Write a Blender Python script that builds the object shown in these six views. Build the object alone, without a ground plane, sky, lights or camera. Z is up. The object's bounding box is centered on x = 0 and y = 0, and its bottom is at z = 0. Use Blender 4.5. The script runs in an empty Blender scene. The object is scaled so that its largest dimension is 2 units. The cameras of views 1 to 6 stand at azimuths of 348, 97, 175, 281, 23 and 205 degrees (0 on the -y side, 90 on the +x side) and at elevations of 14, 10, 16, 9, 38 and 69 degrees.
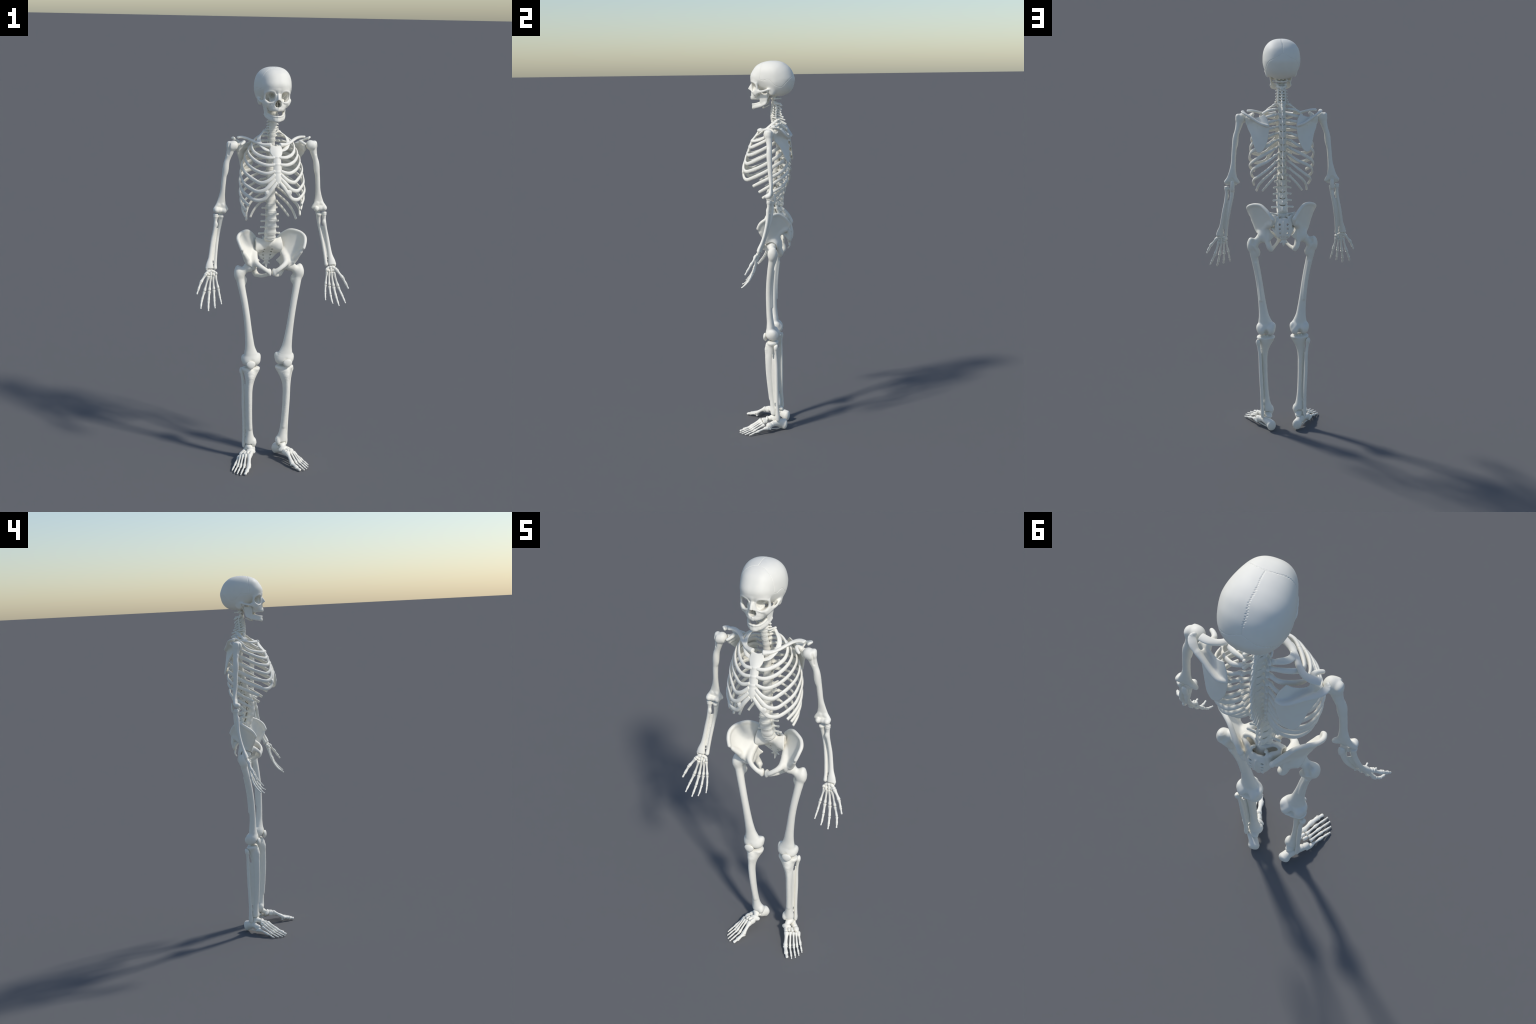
# Human skeleton, modelled bone by bone.
# Every bone is described with rounded primitives (tapered tubes with elliptic sections, ellipsoids,
# curved plates) that are melted together as signed distances and skinned with a quad surface.
# The left side (+x) is modelled; the right side re-uses the same meshes mirrored.
import bpy, math
import numpy as np

rng = np.random.default_rng(7)
V = lambda *a: np.array(a, dtype=float)

# ------------------------------------------------------------------ distance-field kit
def unit(v):
    v = np.asarray(v, float)
    return v / (np.linalg.norm(v) + 1e-12)

def spline(pts, n):
    """Smooth curve through control rows (any number of columns; the first 3 set the spacing)."""
    P = np.asarray(pts, float)
    if len(P) == 2:
        t = np.linspace(0, 1, n)[:, None]
        return P[0] * (1 - t) + P[1] * t
    d = np.linalg.norm(np.diff(P[:, :3], axis=0), axis=1) ** 0.75 + 1e-9
    T = np.concatenate([[0], np.cumsum(d)])
    m = np.zeros_like(P)
    for i in range(1, len(P) - 1):
        a, b = T[i] - T[i - 1], T[i + 1] - T[i]
        m[i] = ((P[i] - P[i - 1]) / a * b + (P[i + 1] - P[i]) / b * a) / (a + b)
    m[0] = (P[1] - P[0]) / (T[1] - T[0]) * 1.5 - m[1] * 0.5
    m[-1] = (P[-1] - P[-2]) / (T[-1] - T[-2]) * 1.5 - m[-2] * 0.5
    t = np.linspace(0, T[-1], n)
    k = np.clip(np.searchsorted(T, t, side='right') - 1, 0, len(P) - 2)
    h = (T[k + 1] - T[k])
    s = ((t - T[k]) / h)[:, None]
    h = h[:, None]
    return ((2 * s**3 - 3 * s**2 + 1) * P[k] + (s**3 - 2 * s**2 + s) * h * m[k]
            + (-2 * s**3 + 3 * s**2) * P[k + 1] + (s**3 - s**2) * h * m[k + 1])

class Ell:
    """Ellipsoid: centre, radii, optional axes (rows)."""
    def __init__(s, c, r, ax=None):
        s.c = V(*c); s.r = V(*(r if hasattr(r, '__len__') else (r, r, r)))
        s.ax = None if ax is None else np.array([unit(a) for a in ax])
        m = s.r.max() if ax is not None else s.r
        s.lo, s.hi = s.c - m, s.c + m
    def ev(s, X, Y, Z, pad, buf):
        d = (X - s.c[0], Y - s.c[1], Z - s.c[2])
        if s.ax is not None:
            d = [d[0] * a[0] + d[1] * a[1] + d[2] * a[2] for a in s.ax]
        k0 = np.sqrt(sum((q / r) ** 2 for q, r in zip(d, s.r)))
        k1 = np.sqrt(sum((q / r**2) ** 2 for q, r in zip(d, s.r))) + 1e-6
        return np.where(k0 < 1e-3, -s.r.min(), k0 * (k0 - 1) / k1)

def axes_from(w, u):
    """Orthonormal rows with w as third axis, u roughly the first."""
    w = unit(w); u = np.asarray(u, float); u = unit(u - (u @ w) * w)
    return [u, np.cross(w, u), w]

class Tube:
    """Swept ellipse. rows: x y z ra rb ; side: direction(s) of the ra axis; caps are rounded by `cap`."""
    def __init__(s, rows, side=(1, 0, 0), n=None, cap=1.0, straight=False):
        R = np.array([list(r) + ([r[3]] if len(r) == 4 else []) for r in rows], float)
        side = np.array(side, float)
        if side.ndim == 1:
            side = np.repeat(side[None], len(R), 0)
        R = np.hstack([R, side])
        if n is None:
            L = np.linalg.norm(np.diff(R[:, :3], axis=0), axis=1).sum()
            n = int(np.clip(L / 0.006, 2 * len(R), 48)) + 1
        S = R if straight else spline(R, n)
        s.p = S[:, :3]; s.r = np.maximum(S[:, 3:5], 4e-4); s.u = S[:, 5:8]; s.cap = cap
        m = s.r.max(1)[:, None]
        s.lo, s.hi = (s.p - m).min(0), (s.p + m).max(0)
    def ev(s, X, Y, Z, pad, buf):
        out = np.full(buf, 1.0, np.float32)
        xs, ys, zs = X[:, 0, 0], Y[0, :, 0], Z[0, 0, :]
        for i in range(len(s.p) - 1):
            a, b = s.p[i], s.p[i + 1]
            ax = b - a; L = np.linalg.norm(ax)
            if L < 1e-7: continue
            m = max(s.r[i].max(), s.r[i + 1].max()) + pad
            lo, hi = np.minimum(a, b) - m, np.maximum(a, b) + m
            sl = []
            for q, l, hh in zip((xs, ys, zs), lo, hi):
                sl.append(slice(np.searchsorted(q, l), np.searchsorted(q, hh)))
            if any(q.stop <= q.start for q in sl): continue
            w = ax / L
            u = s.u[i] + s.u[i + 1]; u = unit(u - (u @ w) * w); v = np.cross(w, u)
            dx, dy, dz = X[sl[0]] - a[0], Y[:, sl[1]] - a[1], Z[:, :, sl[2]] - a[2]
            t = (dx * w[0] + dy * w[1] + dz * w[2])
            q = np.clip(t / L, 0, 1)
            dw = t - q * L
            du = dx * u[0] + dy * u[1] + dz * u[2]
            dv = dx * v[0] + dy * v[1] + dz * v[2]
            ra = s.r[i, 0] + (s.r[i + 1, 0] - s.r[i, 0]) * q
            rb = s.r[i, 1] + (s.r[i + 1, 1] - s.r[i, 1]) * q
            rc = np.minimum(ra, rb) * s.cap
            k0 = np.sqrt((du / ra) ** 2 + (dv / rb) ** 2 + (dw / rc) ** 2)
            k1 = np.sqrt((du / ra**2) ** 2 + (dv / rb**2) ** 2 + (dw / rc**2) ** 2) + 1e-6
            d = np.where(k0 < 1e-3, -np.minimum(ra, rb), k0 * (k0 - 1) / k1)
            tgt = out[sl[0], sl[1], sl[2]]
            np.minimum(tgt, d, out=tgt)
        return out

class Plate:
    """Curved sheet through a grid of rows (x y z half_thickness)."""
    def __init__(s, grid, step=None):
        G = np.asarray(grid, float)
        t = G[..., 3].min()
        step = step or max(0.55 * t, 0.0011)
        Lu = max(np.linalg.norm(np.diff(G[..., :3], axis=0), axis=2).sum(0))
        Lv = max(np.linalg.norm(np.diff(G[..., :3], axis=1), axis=2).sum(1))
        nu, nv = int(Lu / step) + 2, int(Lv / step) + 2
        A = np.array([spline(G[:, j], nu) for j in range(G.shape[1])])        # (N, nu, 4)
        B = np.array([spline(A[:, i], nv) for i in range(nu)])                # (nu, nv, 4)
        s.b = B.reshape(-1, 4); s.b[:, 3] = np.maximum(s.b[:, 3], 6e-4)
        s.lo, s.hi = (s.b[:, :3] - s.b[:, 3:]).min(0), (s.b[:, :3] + s.b[:, 3:]).max(0)
    def ev(s, X, Y, Z, pad, buf):
        out = np.full(buf, 1.0, np.float32)
        xs, ys, zs = X[:, 0, 0], Y[0, :, 0], Z[0, 0, :]
        m = s.b[:, 3:] + pad
        i0 = [np.searchsorted(q, s.b[:, k] - m[:, 0]) for k, q in enumerate((xs, ys, zs))]
        i1 = [np.searchsorted(q, s.b[:, k] + m[:, 0]) for k, q in enumerate((xs, ys, zs))]
        for n in range(len(s.b)):
            a, b, c = (slice(i0[k][n], i1[k][n]) for k in range(3))
            if a.stop <= a.start or b.stop <= b.start or c.stop <= c.start: continue
            x, y, z, r = s.b[n]
            d = np.sqrt((X[a] - x) ** 2 + (Y[:, b] - y) ** 2 + (Z[:, :, c] - z) ** 2) - r
            tgt = out[a, b, c]
            np.minimum(tgt, d, out=tgt)
        return out

class Func:
    """Free implicit function with a box."""
    def __init__(s, lo, hi, fn):
        s.lo, s.hi, s.fn = V(*lo), V(*hi), fn
    def ev(s, X, Y, Z, pad, buf):
        return np.broadcast_to(s.fn(X, Y, Z), buf)

def mirrored(p):
    """Primitive on the other side of the mid plane (for the bones that straddle it)."""
    import copy
    q = copy.copy(p)
    f = V(-1, 1, 1)
    if isinstance(p, Ell):
        q.c = p.c * f
        if p.ax is not None: q.ax = p.ax * f
    elif isinstance(p, Tube):
        q.p = p.p * f; q.u = p.u * f
    elif isinstance(p, Plate):
        q.b = p.b * V(-1, 1, 1, 1)
    q.lo, q.hi = V(-p.hi[0], p.lo[1], p.lo[2]), V(-p.lo[0], p.hi[1], p.hi[2])
    return q

def surface_nets(val, lo, h):
    ins = val < 0
    n = val.shape
    c = np.zeros((n[0] - 1, n[1] - 1, n[2] - 1), np.int8)
    for i in (0, 1):
        for j in (0, 1):
            for k in (0, 1):
                c += ins[i:n[0] - 1 + i, j:n[1] - 1 + j, k:n[2] - 1 + k]
    cells = np.argwhere((c > 0) & (c < 8))
    ids = np.full(c.shape, -1, np.int32)
    ids[tuple(cells.T)] = np.arange(len(cells))
    acc = np.zeros((len(cells), 3)); cnt = np.zeros(len(cells))
    off = [(i, j, k) for i in (0, 1) for j in (0, 1) for k in (0, 1)]
    cv = {o: val[cells[:, 0] + o[0], cells[:, 1] + o[1], cells[:, 2] + o[2]].astype(float) for o in off}
    for o in off:
        for a in range(3):
            if o[a] == 1: continue
            o2 = list(o); o2[a] = 1; o2 = tuple(o2)
            va, vb = cv[o], cv[o2]
            m = (va < 0) != (vb < 0)
            t = va[m] / (va[m] - vb[m])
            pt = np.tile(np.array(o, float), (m.sum(), 1)); pt[:, a] = t
            acc[m] += pt; cnt[m] += 1
    vert = lo + h * (cells + acc / cnt[:, None])
    quads = []
    for a in range(3):
        s0 = [slice(None)] * 3; s1 = [slice(None)] * 3
        s0[a] = slice(0, n[a] - 1); s1[a] = slice(1, n[a])
        A, B = ins[tuple(s0)], ins[tuple(s1)]
        e = np.argwhere(A != B)
        b1, b2 = (a + 1) % 3, (a + 2) % 3
        ok = (e[:, b1] > 0) & (e[:, b2] > 0) & (e[:, b1] < n[b1] - 1) & (e[:, b2] < n[b2] - 1)
        e = e[ok]
        def cid(d1, d2):
            q = e.copy(); q[:, b1] -= d1; q[:, b2] -= d2
            return ids[q[:, 0], q[:, 1], q[:, 2]]
        q = np.stack([cid(1, 1), cid(0, 1), cid(0, 0), cid(1, 0)], 1)
        flip = ~A[tuple(e.T)]
        q[flip] = q[flip][:, ::-1]
        quads.append(q)
    return vert, np.concatenate(quads)

def relax(v, q, rounds):
    e = np.concatenate([q[:, [0, 1]], q[:, [1, 2]], q[:, [2, 3]], q[:, [3, 0]]])
    n = len(v)
    deg = np.bincount(e[:, 0], minlength=n) + np.bincount(e[:, 1], minlength=n)
    for _ in range(rounds):
        for lam in (0.55, -0.57):
            s = np.empty_like(v)
            for a in range(3):
                s[:, a] = (np.bincount(e[:, 0], v[e[:, 1], a], n) + np.bincount(e[:, 1], v[e[:, 0], a], n))
            v = v + lam * (s / np.maximum(deg, 1)[:, None] - v)
    return v

def skin(ops, h, rounds=3):
    """ops: list of (sign, primitive, blend). Returns vertices and quads."""
    lo = np.min([p.lo for s, p, k in ops if s == '+'], 0) - 4 * h
    hi = np.max([p.hi for s, p, k in ops if s == '+'], 0) + 4 * h
    n = np.ceil((hi - lo) / h).astype(int) + 1
    ax = [(lo[i] + h * np.arange(n[i])).astype(np.float32) for i in range(3)]
    val = np.full(n, 1.0, np.float32)
    for s, p, k in ops:
        pad = k + 3 * h
        sl = [slice(max(0, np.searchsorted(ax[i], p.lo[i] - pad) - 1),
                    np.searchsorted(ax[i], p.hi[i] + pad) + 1) for i in range(3)]
        if any(q.stop - q.start < 1 for q in sl): continue
        X = ax[0][sl[0]][:, None, None]; Y = ax[1][sl[1]][None, :, None]; Z = ax[2][sl[2]][None, None, :]
        cur = val[sl[0], sl[1], sl[2]]
        if cur.size == 0: continue
        d = p.ev(X, Y, Z, pad, cur.shape).astype(np.float32)
        if s == '+':
            if k > 0:
                g = np.clip(k - np.abs(cur - d), 0, None) / k
                cur[...] = np.minimum(cur, d) - g * g * k * 0.25
            else:
                np.minimum(cur, d, out=cur)
        else:
            d = -d
            if k > 0:
                g = np.clip(k - np.abs(cur - d), 0, None) / k
                cur[...] = np.maximum(cur, d) + g * g * k * 0.25
            else:
                np.maximum(cur, d, out=cur)
    v, q = surface_nets(val, lo, h)
    return relax(v, q, rounds), q

# ------------------------------------------------------------------ scene helpers
def node_material(name, colour, grain, rough):
    m = bpy.data.materials.new(name); m.use_nodes = True
    nt = m.node_tree; N = nt.nodes; L = nt.links
    b = N['Principled BSDF']
    tc = N.new('ShaderNodeTexCoord')
    no = N.new('ShaderNodeTexNoise'); no.inputs['Scale'].default_value = 38; no.inputs['Detail'].default_value = 4
    L.new(tc.outputs['Object'], no.inputs['Vector'])
    cr = N.new('ShaderNodeValToRGB')
    cr.color_ramp.elements[0].position = 0.3; cr.color_ramp.elements[1].position = 0.7
    cr.color_ramp.elements[0].color = (*[c * (1 - grain) for c in colour], 1)
    cr.color_ramp.elements[1].color = (*colour, 1)
    L.new(no.outputs['Fac'], cr.inputs['Fac']); L.new(cr.outputs['Color'], b.inputs['Base Color'])
    b.inputs['Roughness'].default_value = rough
    b.inputs['Specular IOR Level'].default_value = 0.35
    return m

BONE = node_material('ivory_bone', (0.905, 0.875, 0.780), 0.025, 0.55)
GRISTLE = node_material('pale_membrane', (0.895, 0.865, 0.770), 0.03, 0.6)

root = bpy.data.objects.new('human_skeleton', None)
root['label'] = 'complete ivory white human skeleton standing with arms at sides'
root['category'] = 'skeleton'
bpy.context.scene.collection.objects.link(root)

def to_mesh(name, v, q, mat):
    me = bpy.data.meshes.new(name)
    me.vertices.add(len(v)); me.vertices.foreach_set('co', v.astype(np.float32).ravel())
    me.loops.add(q.size); me.loops.foreach_set('vertex_index', q.astype(np.int32).ravel())
    me.polygons.add(len(q))
    me.polygons.foreach_set('loop_start', (np.arange(len(q)) * 4).astype(np.int32))
    me.polygons.foreach_set('use_smooth', np.ones(len(q), bool))
    me.update(calc_edges=True)
    me.materials.append(mat)
    return me

def link(name, me, parent=root):
    o = bpy.data.objects.new(name, me)
    bpy.context.scene.collection.objects.link(o)
    o.parent = parent
    return o

def group(name, parent=root, mirror=False):
    o = bpy.data.objects.new(name, None)
    bpy.context.scene.collection.objects.link(o)
    o.parent = parent
    o.empty_display_size = 0.02
    if mirror: o.scale = (-1, 1, 1)
    return o

def bone(name, ops, h=0.0018, rounds=3, parent=root, mat=BONE):
    v, q = skin([(o + (0.006,))[:3] if len(o) == 2 else o for o in ops], h, rounds)
    return link(name, to_mesh(name, v, q, mat), parent)

def twin(o, parent=root):
    """Mirror image on the right side sharing the mesh."""
    c = o.copy(); c.scale = (-1, 1, 1); c.parent = parent
    bpy.context.scene.collection.objects.link(c)
    return c

def both(ops):
    """Symmetric bone: every off-centre primitive also on the other side."""
    out = []
    for o in ops:
        out.append(o)
        if len(o) > 3 and o[3] == 'm':
            out.append((o[0], mirrored(o[1]), o[2]))
    return [o[:3] for o in out]

def at(table, x):
    t = np.array(table, float)
    o = np.argsort(t[:, 0])
    return np.interp(x, t[o, 0], t[o, 1])

# ================================================================== LEG
def build_femur():
    shaft = Tube([(.148, .042, 1.000, .020, .019), (.1455, .039, .960, .0195, .0185), (.137, .030, .910, .0175, .0170),
                  (.125, .021, .845, .0165, .0160), (.115, .0165, .780, .0165, .0160), (.107, .016, .715, .0178, .0165),
                  (.100, .017, .655, .0210, .0170), (.095, .020, .610, .0260, .0190), (.091, .021, .583, .0330, .0220), (.087, .021, .560, .0400, .0240), (.086, .022, .545, .0400, .0250)])
    ops = [('+', shaft, .004),
           ('+', Ell((.098, .034, 1.032), .0265), .004),
           ('+', Tube([(.104, .034, 1.029, .0195, .0205), (.124, .036, 1.014, .0165, .0190), (.145, .041, .996, .020, .023)],
                      side=(0, 1, 0)), .014),
           # greater and lesser trochanter
           ('+', Ell((.160, .042, .998), (.0135, .0195, .030), axes_from((-.15, .1, 1), (1, 0, 0))), .020),
           ('+', Ell((.1575, .048, 1.020), (.0095, .0120, .0130)), .012),
           ('+', Ell((.122, .048, .956), (.0110, .009, .019)), .018),
           ('+', Tube([(.152, .060, 1.010, .004), (.138, .062, .985, .005), (.124, .055, .962, .005)]), .012),
           ('-', Ell((.143, .066, 1.013), (.009, .009, .009)), .012),
           # condyles
           ('+', Ell((.1085, .030, .543), (.0225, .028, .026)), .016),
           ('+', Ell((.0635, .032, .543), (.0240, .029, .028)), .016),
           ('+', Ell((.087, .017, .548), (.026, .020, .022)), .016),
           ('+', Ell((.111, .043, .541), (.0175, .022, .024)), .012),
           ('+', Ell((.061, .046, .540), (.0175, .023, .025)), .012),
           ('+', Ell((.124, .036, .556), (.009, .014, .014)), .014),
           ('+', Ell((.047, .038, .562), (.010, .014, .014)), .014),
           ('-', Tube([(.086, .078, .536, .010, .016), (.086, .050, .520, .009, .014), (.087, .036, .510, .008, .009)]), .010),
           ('-', Tube([(.088, -.016, .548, .007), (.088, -.010, .526, .008), (.087, .0, .508, .008)]), .014),
           # linea aspera
           ('+', Tube([(.134, .046, .90, .0035), (.118, .036, .80, .004), (.109, .034, .70, .0035)]), .012)]
    return bone('femur', ops, .002)

def build_patella():
    return bone('patella', [('+', Ell((.0945, -.0105, .5335), (.0235, .0090, .0180)), .004),
                            ('+', Ell((.0945, -.0085, .520), (.012, .0068, .013)), .012)], .0016)

def build_tibia():
    ops = [('+', Tube([(.0865, .031, .500, .0440, .0275), (.0868, .029, .489, .0430, .0275), (.0880, .026, .473, .0345, .0262), (.0910, .021, .450, .0260, .0235), (.0945, .0165, .420, .0200, .0210), (.0960, .0155, .385, .0170, .0192),
                       (.0945, .016, .330, .0150, .0180), (.0925, .020, .260, .0142, .0165), (.0895, .025, .195, .0145, .0155),
                       (.0865, .030, .140, .0185, .0170), (.084, .034, .108, .0250, .0205), (.083, .035, .095, .0255, .020)], n=44, cap=.22), .004),
           ('+', Ell((.064, .033, .4985), (.0215, .0255, .0085)), .010),
           ('+', Ell((.112, .032, .4985), (.0195, .0230, .0085)), .010),
           ('+', Ell((.092, .004, .470), (.013, .010, .024)), .020),
           ('+', Ell((.080, .034, .509), (.004, .007, .004)), .006), ('+', Ell((.094, .034, .509), (.004, .007, .004)), .006),
           ('+', Tube([(.094, -.002, .46, .005), (.098, -.001, .40, .005), (.097, .002, .33, .005), (.093, .009, .25, .005), (.088, .015, .18, .004)]), .016),
           ('+', Ell((.0630, .033, .094), (.0110, .0180, .0200)), .014),
           ('+', Ell((.0650, .033, .081), (.0070, .0125, .0110)), .012),
           ('-', Ell((.089, .036, .066), (.0195, .032, .0205)), .006),
           ('-', Ell((.119, .050, .10), (.012, .012, .022)), .006)]
    return bone('tibia', ops, .0019)

def build_fibula():
    ops = [('+', Tube([(.128, .052, .470, .0095, .0095), (.124, .052, .440, .0075, .0075), (.120, .053, .400, .0080, .0085),
                       (.1175, .054, .31, .0088, .0088), (.114, .054, .22, .0082, .0085), (.1125, .054, .15, .0075, .0085),
                       (.1115, .055, .105, .0085, .0105), (.1115, .055, .080, .0092, .0125), (.1115, .056, .066, .0075, .011)]), .004),
           ('+', Ell((.129, .053, .481), (.0115, .012, .0125)), .008),
           ('+', Ell((.131, .058, .490), (.006, .006, .008)), .006)]
    return bone('fibula', ops, .0016)

def build_leg_membrane():
    rows = []
    for z, xt, yt, xf, yf in [(.435, .108, .028, .119, .047), (.39, .1085, .026, .115, .047), (.31, .106, .025, .111, .048),
                              (.23, .102, .029, .108, .049), (.16, .101, .036, .107, .051), (.125, .103, .040, .106, .051)]:
        rows.append([(xt + (xf - xt) * t, yt + (yf - yt) * t, z, .0011) for t in (0, .5, 1)])
    ops = [('+', Plate(rows), 0),
           ('-', Ell((.1135, .038, .424), (.012, .005, .013)), .001), ('-', Ell((.1035, .043, .150), (.012, .003, .011)), .001)]
    return bone('interosseous_membrane', ops, .0014, mat=GRISTLE)

# ================================================================== FOOT
def shaft_bone(a, b, r, head, base, flat=.9, side=(1, 0, 0), bow=(0, 0, 0)):
    """Little long bone: swollen base, slim waist, knuckle head."""
    a, b = V(*a), V(*b); L = np.linalg.norm(b - a); w = (b - a) / L
    q = lambda t: a + (b - a) * t + V(*bow) * (4 * t * (1 - t))
    rows = [(*q(t), rr, rr * flat) for t, rr in ((.06, base), (.16, base * .86), (.34, r * 1.08), (.55, r), (.75, r * 1.12), (.90, head * .92), (.965, head * .8))]
    gap = .4
    return Tube(rows, side=side, cap=gap)

FOOT_ROWS = {  # base, mtp, (pip), (dip), tip
    1: [(.098, -.036, .056), (.1125, -.094, .020), (.1275, -.125, .0125), (.1425, -.149, .006)],
    2: [(.1145, -.027, .058), (.1355, -.091, .0185), (.1495, -.117, .012), (.157, -.131, .0075), (.1645, -.147, .0045)],
    3: [(.1275, -.021, .053), (.152, -.082, .018), (.1660, -.108, .011), (.1725, -.120, .007), (.1795, -.134, .004)],
    4: [(.1385, -.012, .046), (.1645, -.070, .0155), (.1785, -.093, .010), (.1845, -.1035, .0065), (.1910, -.115, .0038)],
    5: [(.1430, .006, .030), (.1745, -.0505, .0150), (.1865, -.071, .010), (.1920, -.0805, .0065), (.1978, -.091, .0036)]}

def build_foot():
    parts = []
    P = lambda name, ops, h=.0013: parts.append((name, ops, h))
    P('calcaneus', [('+', Tube([(.0665, .087, .030, .0205, .0265), (.0745, .072, .035, .0195, .0260), (.090, .054, .041, .0180, .0205),
                               (.106, .036, .043, .0155, .0155), (.119, .024, .042, .014, .0145)], cap=.5), .004),
                    ('+', Ell((.066, .090, .026), (.0205, .0125, .0235)), .014), ('+', Ell((.068, .083, .012), (.014, .012, .0085)), .008),
                    ('+', Ell((.078, .040, .050), (.012, .013, .008)), .010), ('+', Ell((.098, .050, .054), (.012, .012, .008)), .008)], .0016)
    P('talus', [('+', Tube([(.077, .050, .069, .0180, .0130), (.0845, .036, .077, .0175, .0125), (.089, .024, .073, .0165, .012)], cap=.8), .006),
                ('+', Tube([(.086, .024, .068, .013, .0125), (.084, .010, .064, .0130, .0130), (.083, .003, .062, .0130, .0125)], cap=.7), .010),
                ('+', Ell((.073, .058, .066), (.013, .009, .009)), .008), ('+', Ell((.099, .036, .066), (.009, .012, .012)), .008)], .0014)
    P('navicular', [('+', Tube([(.068, -.001, .056, .009, .0075), (.078, -.007, .062, .0135, .0070), (.092, -.008, .064, .0130, .0065), (.102, -.004, .062, .010, .006)], side=(0, .35, 1)), .004)])
    P('cuboid', [('+', Ell((.1285, .012, .040), (.0145, .0185, .0145), axes_from((0, 0, 1), (.85, .5, 0))), .004),
                 ('+', Ell((.124, .018, .036), (.0135, .012, .013)), .008)])
    P('cuneiform', [('+', Tube([(.0855, -.017, .053, .010, .0150), (.0925, -.030, .052, .0095, .0155)], side=(1, .3, 0), cap=.7), .004)])
    P('cuneiform', [('+', Tube([(.1005, -.013, .061, .0075, .0085), (.107, -.024, .060, .0075, .0085)], side=(1, .3, 0), cap=.7), .004)])
    P('cuneiform', [('+', Tube([(.113, -.006, .056, .0075, .0100), (.1215, -.018, .054, .0075, .0100)], side=(1, .4, 0), cap=.7), .004)])
    for k, J in FOOT_ROWS.items():
        big = k == 1
        side = (.9, .4, 0)
        r, hd, bs = {1: (.0082, .0122, .0128), 2: (.0044, .0076, .0082), 3: (.0043, .0074, .0080), 4: (.0044, .0072, .0080), 5: (.0050, .0076, .0092)}[k]
        ops = [('+', shaft_bone(J[0], J[1], r, hd, bs, 1.0, side, (0, 0, .0025)), .003)]
        if big: ops += [('+', Ell((.1080, -.088, .0095), (.005, .0065, .0055)), .006), ('+', Ell((.1165, -.0860, .0095), (.005, .0065, .0055)), .006),
                        ('+', Ell((.099, -.040, .049), (.0095, .010, .015), axes_from((0, 0, 1), side)), .008)]
        if k == 5: ops += [('+', Tube([(.1380, .0175, .0215, .006), (.142, .008, .027, .0085), (.150, -.008, .029, .007)]), .008)]
        P('metatarsal', ops)
        n = len(J) - 2
        for i in range(n):
            a, b = V(*J[1 + i]), V(*J[2 + i])
            if big: rr, hh, bb = [(.0080, .0102, .0122), (.0064, .0078, .0112)][i]
            else: rr, hh, bb = [(.0037, .0053, .0069), (.0040, .0049, .0056), (.0028, .0038, .0049)][i]
            P('phalanx', [('+', shaft_bone(a, b, rr, hh, bb, .85, side, (0, 0, .001 if i == 0 else 0)), .003)], .0011)
    P('plantar_ligament', [('+', Plate([[(.078, .068, .011, .0012), (.086, .070, .012, .0012)], [(.100, .045, .014, .0012), (.108, .049, .015, .0012)],
                                        [(.122, .018, .020, .0012), (.132, .024, .021, .0012)]]), 0)], .0013)
    return parts

# ================================================================== ARM
def build_humerus():
    ops = [('+', Tube([(.2015, .036, 1.618, .0195, .0190), (.2065, .038, 1.595, .0165, .0165), (.2125, .040, 1.575, .0138, .0145), (.2205, .041, 1.548, .0123, .0130), (.228, .042, 1.510, .0120, .0125),
                       (.234, .044, 1.455, .0115, .0120), (.238, .047, 1.405, .0122, .0108), (.242, .050, 1.370, .0170, .0092),
                       (.245, .050, 1.340, .0245, .0080), (.246, .048, 1.322, .0290, .0075)]), .004),
           ('+', Ell((.1895, .034, 1.628), (.0232, .0235, .0235)), .008),
           ('+', Ell((.2090, .036, 1.628), (.0125, .0165, .0170)), .010),
           ('+', Ell((.2120, .039, 1.6385), (.0085, .0130, .0095)), .008),
           ('+', Ell((.203, .020, 1.626), (.0105, .0085, .0140)), .012),
           ('-', Tube([(.2125, .0155, 1.645, .0035), (.2135, .0190, 1.615, .0035), (.217, .025, 1.585, .003)]), .006),
           ('+', Ell((.2235, .038, 1.520), (.010, .009, .03)), .014),
           # distal end
           ('+', Tube([(.231, .038, 1.311, .0130), (.243, .038, 1.312, .0092), (.252, .038, 1.313, .0115), (.272, .038, 1.315, .0115)]), .004),
           ('+', Ell((.270, .033, 1.315), (.0120, .0120, .0125)), .004),
           ('+', Tube([(.236, .048, 1.337, .0085), (.222, .050, 1.325, .0085), (.2160, .050, 1.317, .0075)]), .009),
           ('+', Tube([(.258, .048, 1.337, .0075), (.271, .047, 1.326, .0072), (.276, .046, 1.320, .0065)]), .009),
           ('-', Ell((.246, .067, 1.329), (.011, .012, .012)), .008),
           ('-', Ell((.243, .031, 1.334), (.009, .006, .007)), .006)]
    return bone('humerus', ops, .0018)

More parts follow.
